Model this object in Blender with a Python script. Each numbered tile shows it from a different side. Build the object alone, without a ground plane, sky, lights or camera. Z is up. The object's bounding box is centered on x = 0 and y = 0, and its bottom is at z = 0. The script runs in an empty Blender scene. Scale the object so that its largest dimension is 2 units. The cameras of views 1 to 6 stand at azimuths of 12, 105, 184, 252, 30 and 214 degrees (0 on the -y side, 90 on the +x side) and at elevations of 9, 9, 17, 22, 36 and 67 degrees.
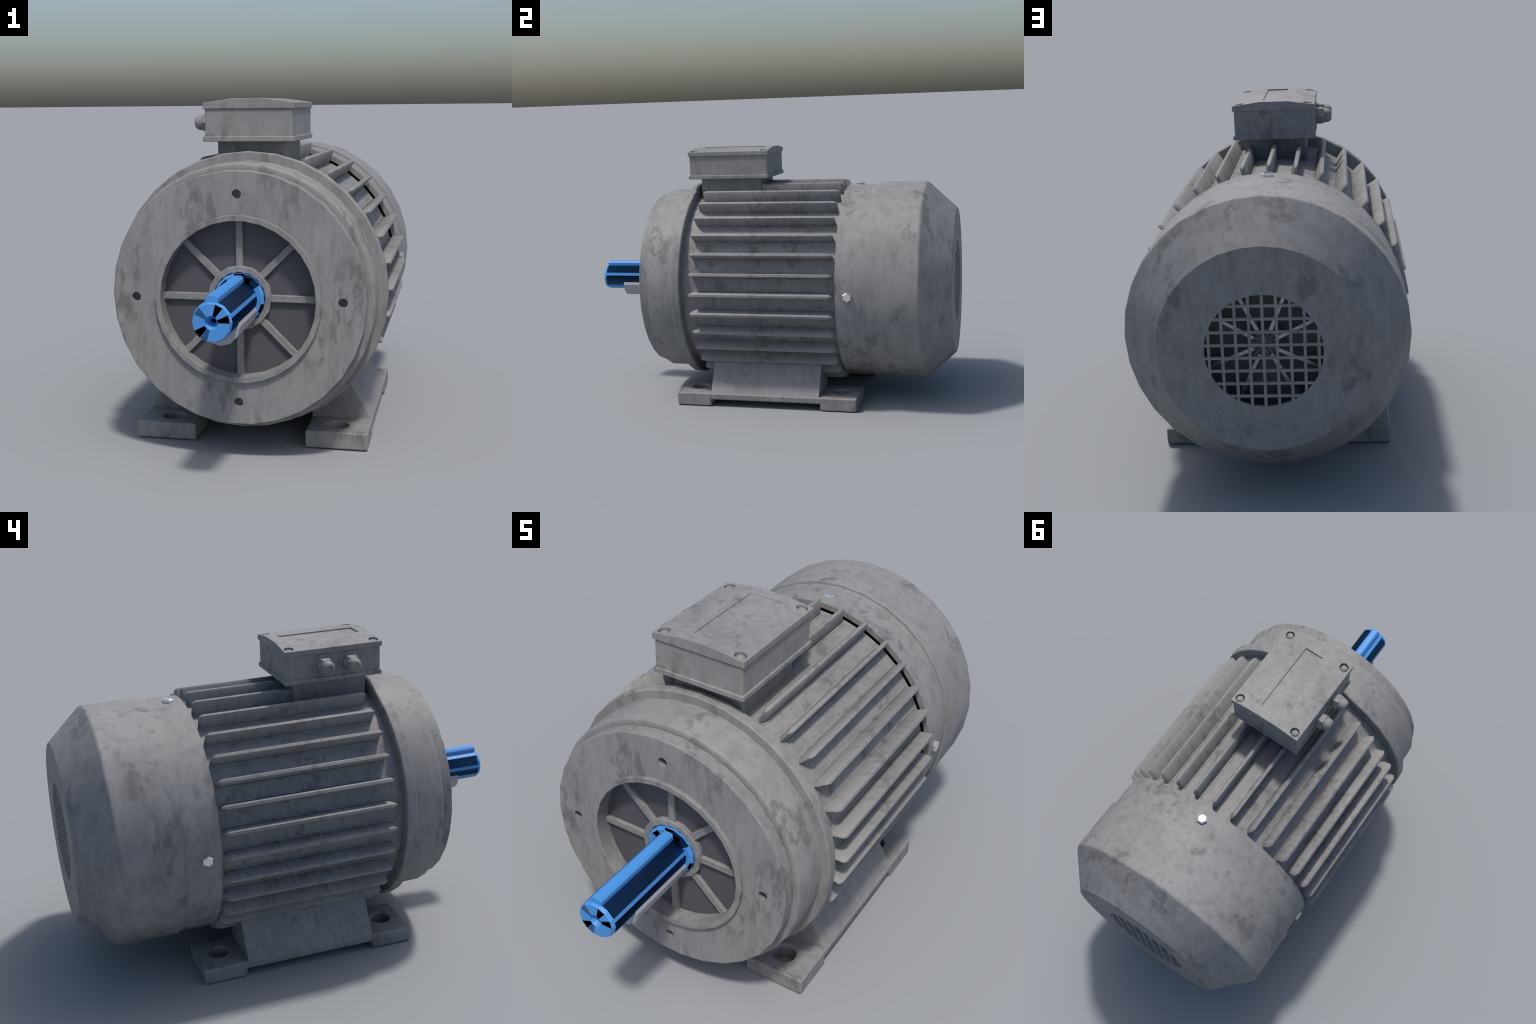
import bpy, bmesh, math, random
from mathutils import Vector, Matrix

random.seed(7)
AXIS = 0.6100           # height of the shaft axis above the ground
PI = math.pi
SHIELD_AXIS = 0.6090
COVER_AXIS = 0.6085     # the pressed fan cover hangs a touch lower
COL = bpy.context.scene.collection

# ------------------------------------------------------------------ materials
def new_mat(name):
    m = bpy.data.materials.new(name)
    m.use_nodes = True
    nt = m.node_tree
    return m, nt, nt.nodes, nt.links, nt.nodes["Principled BSDF"]


def noise(nt, vec, scale, detail=4.0, rough=0.55, dist=0.0):
    n = nt.nodes.new("ShaderNodeTexNoise")
    n.inputs["Scale"].default_value = scale
    n.inputs["Detail"].default_value = detail
    n.inputs["Roughness"].default_value = rough
    n.inputs["Distortion"].default_value = dist
    nt.links.new(vec, n.inputs["Vector"])
    return n.outputs["Fac"]


def ramp(nt, fac, stops):
    r = nt.nodes.new("ShaderNodeValToRGB")
    e = r.color_ramp.elements
    while len(e) < len(stops):
        e.new(0.5)
    for el, (p, v) in zip(e, stops):
        el.position = p
        el.color = (v, v, v, 1) if not isinstance(v, tuple) else (*v, 1)
    nt.links.new(fac, r.inputs["Fac"])
    return r.outputs["Color"]


def math_node(nt, op, a, b=None):
    n = nt.nodes.new("ShaderNodeMath")
    n.operation = op
    for i, v in enumerate((a, b)):
        if v is None:
            continue
        if isinstance(v, (int, float)):
            n.inputs[i].default_value = v
        else:
            nt.links.new(v, n.inputs[i])
    return n.outputs[0]


def mix_col(nt, fac, a, b):
    n = nt.nodes.new("ShaderNodeMix")
    n.data_type = "RGBA"
    if isinstance(fac, (int, float)):
        n.inputs[0].default_value = fac
    else:
        nt.links.new(fac, n.inputs[0])
    for sock, v in ((n.inputs[6], a), (n.inputs[7], b)):
        if isinstance(v, tuple):
            sock.default_value = (*v, 1)
        else:
            nt.links.new(v, sock)
    return n.outputs[2]


def mapped(nt, vec, scale, loc=(0, 0, 0), rot=(0, 0, 0)):
    n = nt.nodes.new("ShaderNodeMapping")
    n.inputs["Scale"].default_value = scale
    n.inputs["Location"].default_value = loc
    n.inputs["Rotation"].default_value = rot
    nt.links.new(vec, n.inputs["Vector"])
    return n.outputs["Vector"]


def cast_metal(name, stretch, offset, light=(0.243, 0.244, 0.246), dark=(0.105, 0.105, 0.105)):
    """Pale grey weathered casting: soft clouds, clustered brushed stains, faint run streaks, fine grain."""
    m, nt, nodes, links, bsdf = new_mat(name)
    co = nodes.new("ShaderNodeTexCoord").outputs["Object"]
    base = mapped(nt, co, (1, 1, 1), offset)
    st = mapped(nt, co, stretch, offset)
    long = mapped(nt, co, tuple(v ** 2.0 for v in stretch), offset, (0.12, 0.08, 0.1))
    mid = tuple(0.86 * c for c in light)
    low = tuple(0.66 * c for c in light)
    cloud = ramp(nt, noise(nt, base, 4.0, 6.0, 0.58), [(0.38, 0.0), (0.66, 1.0)])
    col = mix_col(nt, cloud, light, mid)
    # medium smudges
    smudge = ramp(nt, noise(nt, st, 14.0, 6.0, 0.62), [(0.50, 0.0), (0.72, 1.0)])
    col = mix_col(nt, math_node(nt, "MULTIPLY", smudge, 0.62), col, low)
    # faint brushed runs
    streak = ramp(nt, noise(nt, long, 26.0, 6.0, 0.65), [(0.46, 0.0), (0.70, 1.0)])
    col = mix_col(nt, math_node(nt, "MULTIPLY", streak, 0.40), col, dark)
    # clustered dark stains with soft ragged edges
    group = ramp(nt, noise(nt, st, 5.2, 4.0, 0.55), [(0.535, 0.0), (0.60, 1.0)])
    rag = ramp(nt, noise(nt, st, 18.0, 7.0, 0.64), [(0.47, 0.0), (0.56, 1.0)])
    stain = math_node(nt, "MULTIPLY", group, rag)
    col = mix_col(nt, math_node(nt, "MULTIPLY", stain, 0.70), col, dark)
    # scattered small stains everywhere
    spot = ramp(nt, noise(nt, st, 24.0, 4.0, 0.55), [(0.61, 0.0), (0.71, 1.0)])
    col = mix_col(nt, math_node(nt, "MULTIPLY", spot, 0.5), col, dark)
    # fine grain
    grain = ramp(nt, noise(nt, st, 110.0, 3.0, 0.6), [(0.3, 0.0), (0.7, 1.0)])
    col = mix_col(nt, math_node(nt, "MULTIPLY", grain, 0.10), col, low)
    links.new(col, bsdf.inputs["Base Color"])
    bsdf.inputs["Roughness"].default_value = 0.62
    bsdf.inputs["Specular IOR Level"].default_value = 0.3
    bump = nodes.new("ShaderNodeBump")
    bump.inputs["Strength"].default_value = 0.08
    bump.inputs["Distance"].default_value = 0.004
    links.new(noise(nt, base, 40.0, 4.0, 0.55), bump.inputs["Height"])
    links.new(bump.outputs["Normal"], bsdf.inputs["Normal"])
    return m


def plain(name, color, rough=0.5, metal=0.0, var=0.06, scale=20.0, spec=0.4):
    m, nt, nodes, links, bsdf = new_mat(name)
    co = nodes.new("ShaderNodeTexCoord").outputs["Object"]
    n = ramp(nt, noise(nt, co, scale, 4.0), [(0.35, 0.0), (0.65, 1.0)])
    col = mix_col(nt, n, tuple(c * (1 + var) for c in color), tuple(c * (1 - var) for c in color))
    links.new(col, bsdf.inputs["Base Color"])
    bsdf.inputs["Roughness"].default_value = rough
    bsdf.inputs["Metallic"].default_value = metal
    bsdf.inputs["Specular IOR Level"].default_value = spec
    return m


M_ROUND = cast_metal("cast_metal_round", (1.0, 1.0, 0.55), (0.0, 0.0, 0.0))
M_FLANGE = cast_metal("cast_metal_flange", (1.3, 1.3, 0.55), (4.2, 1.7, 3.0))
M_FIN = cast_metal("cast_metal_fin", (1.3, 1.0, 0.6), (8.1, 3.7, 1.0))
M_BOX = cast_metal("cast_metal_box", (1.1, 1.1, 0.72), (2.3, 6.1, 9.0))
M_FOOT = cast_metal("cast_metal_foot", (1.2, 1.2, 0.58), (5.5, 2.9, 6.0))
M_PLATE = plain("recess_plate_paint", (0.074, 0.073, 0.086), 0.7, 0.0, 0.03, 6.0)
M_BLUE = plain("blue_metal", (0.055, 0.237, 0.58), 0.55, 0.0, 0.02, 8.0)
M_PIN = plain("grey_pin_paint", (0.37, 0.365, 0.39), 0.55, 0.0, 0.02, 8.0)  # base grey darkened to match sides lying in the shaft's shadow
M_CHROME = plain("bright_bolt_steel", (0.78, 0.755, 0.72), 0.09, 0.85, 0.02, 30.0)  # warm tint in the base offsets the blue sky reflection
M_FAN = plain("fan_steel", (0.66, 0.66, 0.67), 0.40, 0.8, 0.06, 14.0)
M_BACK = plain("fan_disc_paint", (0.19, 0.19, 0.185), 0.7, 0.0, 0.1, 6.0)
M_DARK = plain("painted_shadow_black", (0.004, 0.004, 0.004), 0.8, 0.0, 0.05, 10.0)

# ------------------------------------------------------------------ object helpers
root = bpy.data.objects.new("electric_motor", None)
COL.objects.link(root)
root["label"] = "grey finned electric motor with flange, feet and blue shaft"
root["category"] = "electric motor"


def smooth(me, angle):
    for p in me.polygons:
        p.use_smooth = True
    me.set_sharp_from_angle(angle=math.radians(angle))


def make(name, bm, mat, parent=None, angle=32.0, bevel=0.0, segs=2, limit=30.0):
    bmesh.ops.remove_doubles(bm, verts=bm.verts, dist=1e-6)
    bmesh.ops.recalc_face_normals(bm, faces=bm.faces)
    me = bpy.data.meshes.new(name)
    bm.to_mesh(me)
    bm.free()
    me.materials.append(mat)
    ob = bpy.data.objects.new(name, me)
    COL.objects.link(ob)
    ob.parent = parent or root
    smooth(me, angle)
    if bevel:
        add_bevel(ob, bevel, segs, limit)
    return ob


def add_bevel(ob, width, segs=2, limit=30.0):
    b = ob.modifiers.new("edge_round", "BEVEL")
    b.width = width
    b.segments = segs
    b.limit_method = "ANGLE"
    b.angle_limit = math.radians(limit)
    b.harden_normals = True
    b.use_clamp_overlap = True


def ring_bevel(ob, marks, segs=2, zc=AXIS):
    """Round only the turned edges that lie at the given (y, r) corners; marks is [(y, r, width)]."""
    me = ob.data
    wmax = max(w for _, _, w in marks)
    at = me.attributes.new("bevel_weight_edge", "FLOAT", "EDGE")
    for e in me.edges:
        p, q = (me.vertices[i].co for i in e.vertices)
        if abs(p.y - q.y) > 1e-5:
            continue
        rp, rq = (math.hypot(v.x, v.z - zc) for v in (p, q))
        for y, r, w in marks:
            if abs(p.y - y) < 4e-4 and abs(rp - r) < 4e-4 and abs(rq - r) < 4e-4:
                at.data[e.index].value = w / wmax
    b = ob.modifiers.new("edge_round", "BEVEL")
    b.width = wmax
    b.segments = segs
    b.limit_method = "WEIGHT"
    b.harden_normals = True
    b.use_clamp_overlap = False


def apply_mods(ob):
    dg = bpy.context.evaluated_depsgraph_get()
    me = bpy.data.meshes.new_from_object(ob.evaluated_get(dg))
    old = ob.data
    ob.modifiers.clear()
    ob.data = me
    me.name = ob.name
    bpy.data.meshes.remove(old)


def cut(ob, cutters):
    """Subtract the cutter meshes from ob, then drop the cutters."""
    for c in cutters:
        m = ob.modifiers.new("cut", "BOOLEAN")
        m.operation = "DIFFERENCE"
        m.object = c
        m.solver = "EXACT"
    bpy.context.view_layer.update()
    apply_mods(ob)
    for c in cutters:
        me = c.data
        bpy.data.objects.remove(c)
        bpy.data.meshes.remove(me)


def radial(a, r, y, zc=AXIS, xc=0.0):
    return (xc + r * math.sin(a), y, zc + r * math.cos(a))


def lathe_bm(profile, n, phase=0.0, zc=AXIS, xc=0.0, closed=True, caps=False):
    """Turn (y, r) points about the shaft axis in n flats."""
    bm = bmesh.new()
    rings = []
    for y, r in profile:
        rings.append([bm.verts.new(radial(math.radians(phase) + 2 * PI * k / n, r, y, zc, xc)) for k in range(n)])
    pairs = list(zip(rings, rings[1:]))
    if closed:
        pairs.append((rings[-1], rings[0]))
    for a, b in pairs:
        for k in range(n):
            bm.faces.new((a[k], a[(k + 1) % n], b[(k + 1) % n], b[k]))
    if caps:
        bm.faces.new(rings[0])
        bm.faces.new(rings[-1])
    return bm


def box_bm(x0, x1, y0, y1, z0, z1):
    bm = bmesh.new()
    bmesh.ops.create_cube(bm, size=1.0)
    for v in bm.verts:
        v.co = Vector(((x0 + x1) / 2 + v.co.x * (x1 - x0), (y0 + y1) / 2 + v.co.y * (y1 - y0), (z0 + z1) / 2 + v.co.z * (z1 - z0)))
    return bm


def prism_bm(points, axis, a, b):
    """Extrude a 2D outline along an axis: 'x' takes (y, z) points, 'y' takes (x, z)."""
    bm = bmesh.new()
    put = (lambda p, t: (t, p[0], p[1])) if axis == "x" else (lambda p, t: (p[0], t, p[1]))
    A = [bm.verts.new(put(p, a)) for p in points]
    B = [bm.verts.new(put(p, b)) for p in points]
    bm.faces.new(A)
    bm.faces.new(B)
    for k in range(len(points)):
        j = (k + 1) % len(points)
        bm.faces.new((A[k], A[j], B[j], B[k]))
    return bm


def spin_bm(profile, n, matrix, phase=0.0, cap_end=True):
    """Turn (r, h) points about the local z axis, then place with matrix."""
    bm = bmesh.new()
    prev = None
    for r, h in profile:
        if r < 1e-6:
            ring = [bm.verts.new(matrix @ Vector((0, 0, h)))]
        else:
            ring = [bm.verts.new(matrix @ Vector((r * math.cos(phase + 2 * PI * k / n), r * math.sin(phase + 2 * PI * k / n), h))) for k in range(n)]
        if prev is None:
            if len(ring) > 1 and cap_end:
                bm.faces.new(ring)
        elif len(ring) == 1:
            for k in range(n):
                bm.faces.new((prev[k], prev[(k + 1) % n], ring[0]))
        else:
            for k in range(n):
                bm.faces.new((prev[k], prev[(k + 1) % n], ring[(k + 1) % n], ring[k]))
        prev = ring
    if len(prev) > 1 and cap_end:
        bm.faces.new(prev)
    return bm


def to_axis(direction, origin):
    q = Vector(direction).to_track_quat("Z", "Y")
    return Matrix.Translation(Vector(origin)) @ q.to_matrix().to_4x4()


# ------------------------------------------------------------------ front flange
flange = make("mounting_flange", lathe_bm([(-0.566, 0.2910), (-0.634, 0.2905), (-0.634, 0.3115), (-0.620, 0.3115), (-0.620, 0.4725), (-0.570, 0.4725), (-0.566, 0.40)], 30, 6.0), M_FLANGE)
holes = []
for k in range(4):
    a = k * PI / 2
    x, _, z = radial(a, 0.3865, 0)
    holes.append(make("hole_cutter", spin_bm([(0.0172, -0.03), (0.0172, 0.028)], 24, to_axis((0, -1, 0), (x, -0.620, z))), M_FLANGE))
cut(flange, holes)
smooth(flange.data, 32)
ring_bevel(flange, [(-0.634, 0.2905, 0.002), (-0.634, 0.3115, 0.002), (-0.620, 0.4725, 0.003)])

plate = make("recess_plate", lathe_bm([(-0.570, 0.100), (-0.570, 0.295), (-0.562, 0.295), (-0.562, 0.100)], 30, 6.0), M_PLATE)
hub = make("bearing_hub", lathe_bm([(-0.560, 0.0967), (-0.590, 0.0967), (-0.590, 0.1205), (-0.560, 0.1205)], 16, 0.0), M_FLANGE, bevel=0.003)
make("dark_bore_ring", lathe_bm([(-0.572, 0.05), (-0.572, 0.099), (-0.565, 0.099), (-0.565, 0.05)], 16), M_DARK)  # near-black ring between the collar and the inner edge of the hub

spoke_bm = box_bm(-0.0132, 0.0132, -0.584, -0.566, 0.117, 0.2935)
spoke0 = None
for k in range(8):
    if spoke0 is None:
        spoke0 = make("spoke", spoke_bm, M_FLANGE, parent=flange, bevel=0.003)
        ob = spoke0
    else:
        ob = spoke0.copy()
        COL.objects.link(ob)
    ob.matrix_local = Matrix.Translation((0, 0, AXIS)) @ Matrix.Rotation(k * PI / 4, 4, "Y")

# ------------------------------------------------------------------ drive end shield
shield = make("end_shield", lathe_bm([(-0.5675, 0.40), (-0.5675, 0.474), (-0.5675, 0.488), (-0.5650, 0.4948), (-0.5600, 0.4975), (-0.4245, 0.4975),
                                      (-0.4245, 0.5315), (-0.3780, 0.5315), (-0.3780, 0.44), (-0.50, 0.40)], 32, zc=SHIELD_AXIS), M_ROUND, angle=50)
ring_bevel(shield, [(-0.4245, 0.5315, 0.005), (-0.3780, 0.5315, 0.009)], 3, SHIELD_AXIS)

# ------------------------------------------------------------------ finned stator housing
housing = make("stator_housing", lathe_bm([(-0.385, 0.480), (0.4300, 0.480)], 32, closed=False, caps=True), M_FIN)


def fin_mesh():
    bm = bmesh.new()
    tip, low = 0.5425, 0.462
    prof = [(-0.0200, low), (-0.0200, 0.4805), (-0.0135, 0.4820), (-0.0128, 0.4765), (-0.0110, 0.4765), (-0.0106, 0.4830), (-0.0098, tip - 0.0045), (-0.0055, tip)]
    prof += [(-x, r) for x, r in reversed(prof)]
    stations = [(-0.331, 0.12, 0.010), (-0.320, 0.72, 0.003), (-0.314, 1.0, 0.0), (0.401, 1.0, 0.0), (0.407, 0.72, 0.003), (0.418, 0.12, 0.010)]
    rings = []
    for y, w, d in stations:
        rings.append([bm.verts.new((x * w, y, r - (d if r > 0.5 else 0))) for x, r in prof])
    for A, B in zip(rings, rings[1:]):
        for k in range(len(prof)):
            j = (k + 1) % len(prof)
            bm.faces.new((A[k], A[j], B[j], B[k]))
    bm.faces.new(rings[0])
    bm.faces.new(rings[-1])
    return bm


fin0 = None
for k in range(32):
    if fin0 is None:
        fin0 = make("fin", fin_mesh(), M_FIN, parent=housing, angle=35)
        ob = fin0
    else:
        ob = fin0.copy()
        COL.objects.link(ob)
    ob.matrix_local = Matrix.Translation((0, 0, AXIS)) @ Matrix.Rotation(k * 2 * PI / 32, 4, "Y")

# ------------------------------------------------------------------ fan cover
cover = make("fan_cover", lathe_bm([(0.433, 0.492), (0.433, 0.5145), (0.590, 0.5145), (0.590, 0.5245), (0.845, 0.5250), (1.0, 0.3830), (1.0, 0.2105),
                                    (0.989, 0.2105), (0.989, 0.374), (0.838, 0.514), (0.60, 0.512), (0.585, 0.503), (0.445, 0.503), (0.445, 0.492)], 32, zc=COVER_AXIS), M_ROUND)
ring_bevel(cover, [(0.433, 0.5145, 0.002), (0.590, 0.5245, 0.0008), (0.845, 0.5250, 0.008), (1.0, 0.3830, 0.0015), (1.0, 0.2105, 0.001)], 3, COVER_AXIS)
make("gap_shadow_ring", lathe_bm([(0.4440, 0.460), (0.4440, 0.499), (0.4455, 0.499), (0.4455, 0.460)], 32), M_DARK, parent=cover)  # near-black annulus draws the shade between housing and cover lip

pitch, half = 0.0484, 0.0052
for axis in ("up", "across"):
    for k in range(-4, 5):
        c = k * pitch if axis == "up" else (k - 0.5) * pitch - 0.0005
        if abs(c) > 0.205:
            continue
        L = math.sqrt(0.2105 ** 2 - c * c) + 0.004
        if axis == "up":
            bm = box_bm(c - half, c + half, 0.9912, 0.9988, COVER_AXIS - L, COVER_AXIS + L)
        else:
            bm = box_bm(-L, L, 0.9916, 0.9984, COVER_AXIS + c - half, COVER_AXIS + c + half)
        make("grille_bar", bm, M_ROUND, parent=cover)

# cooling fan behind the grille
fan = make("cooling_fan", lathe_bm([(0.83, 0.03), (0.83, 0.43), (0.845, 0.43), (0.850, 0.12), (0.862, 0.075), (0.918, 0.052), (0.918, 0.03)], 32), M_BACK)
blade0 = None
for k in range(8):
    if blade0 is None:
        bm = box_bm(-0.0085, 0.0085, 0.835, 0.930, 0.045, 0.42)
        for v in bm.verts:
            if v.co.z > 0.2 and v.co.y > 0.88:
                v.co.y -= 0.055
        blade0 = make("fan_blade", bm, M_FAN, parent=fan, bevel=0.0035, segs=1)
        ob = blade0
    else:
        ob = blade0.copy()
        COL.objects.link(ob)
    ob.matrix_local = Matrix.Translation((0, 0, AXIS)) @ Matrix.Rotation(math.radians(k * 45 + 22 + (6, -4, 3, -2, 5, -5, 2, 0)[k]), 4, "Y")
for k in range(14):
    # ribs around the fan hub
    rib = make("hub_rib", box_bm(-0.005, 0.005, 0.82, 0.926, 0.018, 0.062), M_BACK, parent=fan, bevel=0.002, segs=1)
    rib.matrix_local = Matrix.Translation((0, 0, AXIS)) @ Matrix.Rotation(math.radians(k * 360 / 14 + 9), 4, "Y")
make("fan_hub", lathe_bm([(0.85, 0.001), (0.916, 0.001), (0.916, 0.020), (0.910, 0.026), (0.85, 0.028)], 20, closed=True), M_BACK, parent=fan, angle=20)

# cover bolts: top, both sides, bottom
for a in (0.0, PI / 2, PI, -PI / 2):
    d = (math.sin(a), 0, math.cos(a))
    o = radial(a, 0.509, 0.4945, COVER_AXIS)
    T = Matrix.Translation(o) @ Matrix.Rotation(a, 4, "Y")
    make("cover_bolt", spin_bm([(0.0245, 0.0), (0.0245, 0.0135), (0.0190, 0.0180)], 6, T), M_CHROME, parent=cover, angle=10)

# ------------------------------------------------------------------ feet
for s in (1, -1):
    xi, xo = 0.2188, 0.4612
    prof = [(-0.4410, 0.0), (-0.2530, 0.0), (-0.2530, 0.0345), (0.3330, 0.0345), (0.3330, 0.0), (0.5225, 0.0), (0.5225, 0.0685), (-0.4410, 0.0685)]
    foot = make("foot", prism_bm(prof, "x", s * xi, s * xo), M_FOOT)
    cutters = []
    for y in (-0.3465, 0.4255):
        cutters.append(make("hole_cutter", spin_bm([(0.0435, -0.02), (0.0435, 0.10)], 24, Matrix.Translation((s * 0.3335, y, 0))), M_FOOT))
    cut(foot, cutters)
    smooth(foot.data, 32)
    add_bevel(foot, 0.0075, 3)
    riser = [(0.2194, 0.050), (0.4575, 0.050), (0.4606, 0.0600), (0.3300, 0.2850), (0.2194, 0.2850)]
    front = -0.2535
    make("foot_riser", prism_bm([(s * x, z) for x, z in riser], "y", front, 0.3265), M_FOOT, parent=foot, bevel=0.0015)

# ------------------------------------------------------------------ terminal box
box = make("terminal_box", box_bm(-0.1692, 0.1692, -0.4128, 0.0205, 1.190, 1.303), M_BOX, bevel=0.005)
make("box_neck", box_bm(-0.1320, 0.1320, -0.3600, -0.0260, 1.040, 1.178), M_BOX, parent=box, bevel=0.004)
make("box_base_rim", box_bm(-0.1755, 0.1755, -0.4185, 0.0260, 1.1755, 1.1955), M_BOX, parent=box, bevel=0.0035)
lid = make("box_lid", prism_bm([(-0.1755, 1.2990), (0.1755, 1.2990), (0.1755, 1.3215), (0.0610, 1.3375), (-0.0610, 1.3375), (-0.1755, 1.3215)], "y", -0.4185, 0.0260), M_BOX, parent=box)
cutters = [make("cutter", box_bm(-0.0455, 0.0455, -0.3690, -0.0230, 1.3312, 1.36), M_BOX)]
corners = [(sx * 0.145, y) for sx in (1, -1) for y in (-0.3895, -0.0020)]
for x, y in corners:
    cutters.append(make("cutter", spin_bm([(0.0202, 1.3100), (0.0202, 1.36)], 24, Matrix.Translation((x, y, 0))), M_BOX))
cut(lid, cutters)
smooth(lid.data, 25)
add_bevel(lid, 0.0022, 2, 25)
for x, y in corners:
    make("lid_screw", spin_bm([(0.0170, 1.3095), (0.0166, 1.3155), (0.0145, 1.3195), (0.0090, 1.3225), (0.0, 1.3240)], 20, Matrix.Translation((x, y, 0))), M_BOX, parent=lid, angle=50)

for y in (-0.148, -0.268):
    T = to_axis((-1, 0, 0), (-0.1670, y, 1.2455))
    make("cable_gland", spin_bm([(0.0500, -0.004), (0.0500, 0.003), (0.0480, 0.0065), (0.044, 0.0085), (0.020, 0.0085)], 28, T), M_BOX, parent=box, angle=50)
    make("gland_nut", spin_bm([(0.0385, 0.006), (0.0385, 0.0385), (0.0350, 0.0435), (0.020, 0.0435)], 6, T, 0.0), M_BOX, parent=box, angle=20, bevel=0.0012)
    dome = [(0.0305, 0.040), (0.0305, 0.053), (0.0295, 0.060), (0.0268, 0.067), (0.0225, 0.0730), (0.0175, 0.0765), (0.0150, 0.0765), (0.0135, 0.0725), (0.0095, 0.0725), (0.0, 0.0735)]
    make("gland_cap", spin_bm(dome, 24, T), M_BOX, parent=box, angle=42)

# ------------------------------------------------------------------ shaft
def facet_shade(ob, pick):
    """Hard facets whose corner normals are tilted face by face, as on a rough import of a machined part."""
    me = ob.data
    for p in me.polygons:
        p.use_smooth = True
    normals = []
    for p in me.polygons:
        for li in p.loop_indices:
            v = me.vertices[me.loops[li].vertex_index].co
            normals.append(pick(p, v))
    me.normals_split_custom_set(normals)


SHAFT_AXIS = 0.6068


def bearing_of(v):
    return math.degrees(math.atan2(v.x, v.z - SHAFT_AXIS)) % 360


step = 360 / 14
stops = [step * (k + 0.5) for k in range(-7, 7)] + [77.5, 127.5, 282.0]
stops = sorted(a % 360 for a in stops)


def chord(a, r):
    """Radius of a 14-sided bar of corner radius r at bearing a."""
    off = (a + step / 2) % step - step / 2
    near = step / 2 - abs(((a - step / 2) % step) - step / 2)
    return r * math.cos(math.radians(step / 2)) / math.cos(math.radians(step / 2 - near))


def bar_bm(profile):
    bm = bmesh.new()
    rings = [[bm.verts.new(radial(math.radians(a), chord(a, r), y, SHAFT_AXIS)) for a in stops] for y, r in profile]
    n = len(stops)
    for A, B in zip(rings, rings[1:] + rings[:1]):
        for k in range(n):
            bm.faces.new((A[k], A[(k + 1) % n], B[(k + 1) % n], B[k]))
    return bm


shaft = make("shaft", bar_bm([(-1.0, 0.0240), (-1.0, 0.0640), (-0.986, 0.0695), (-0.560, 0.0695), (-0.560, 0.0240), (-0.965, 0.008)]), M_BLUE, angle=1)
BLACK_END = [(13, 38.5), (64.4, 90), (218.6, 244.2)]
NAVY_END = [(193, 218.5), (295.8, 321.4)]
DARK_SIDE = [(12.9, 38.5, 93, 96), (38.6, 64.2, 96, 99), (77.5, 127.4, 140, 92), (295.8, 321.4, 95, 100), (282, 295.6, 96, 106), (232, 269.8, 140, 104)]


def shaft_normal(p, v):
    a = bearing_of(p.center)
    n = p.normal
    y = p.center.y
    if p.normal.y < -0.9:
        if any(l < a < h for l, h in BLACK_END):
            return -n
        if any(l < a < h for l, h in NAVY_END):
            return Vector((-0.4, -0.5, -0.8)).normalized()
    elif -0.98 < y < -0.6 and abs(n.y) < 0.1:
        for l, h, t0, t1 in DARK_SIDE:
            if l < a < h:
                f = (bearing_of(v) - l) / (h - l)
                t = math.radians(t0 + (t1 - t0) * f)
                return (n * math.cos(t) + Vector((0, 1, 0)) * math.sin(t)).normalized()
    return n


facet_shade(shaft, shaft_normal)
collar = make("shaft_collar", lathe_bm([(-0.575, 0.050), (-0.601, 0.050), (-0.601, 0.0855), (-0.596, 0.0945), (-0.575, 0.0945)], 16, 11.25), M_BLUE, parent=shaft, angle=1)


def collar_normal(p, v):
    a = bearing_of(p.center)
    n = p.normal
    if n.y < -0.9:
        if 34 < a < 56:
            return Vector((-0.5, -0.4, -0.8)).normalized()
        if 11 < a < 34 or 304 < a < 326:
            return Vector((0.0, 1.0, -0.15)).normalized()
    elif n.y < -0.3 and (a < 11 or a > 349 or 101 < a < 124):
        return -n
    elif n.y < -0.3 and 11 < a < 56:
        return Vector((-0.5, -0.2, -0.8)).normalized()
    return n


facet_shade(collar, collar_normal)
key = [(-0.0225, 0.655), (-0.0225, 0.688), (-0.0130, 0.6975), (0.0105, 0.6975), (0.0205, 0.688), (0.0205, 0.655)]
make("shaft_key", prism_bm(key, "y", -0.9895, -0.6035), M_BLUE, parent=shaft, angle=15, bevel=0.002, segs=1)
make("shaft_pin", lathe_bm([(-0.880, 0.001), (-0.880, 0.0680), (-0.575, 0.0680), (-0.575, 0.001)], 12, 0.0, zc=0.5685), M_PIN, parent=shaft, angle=20)
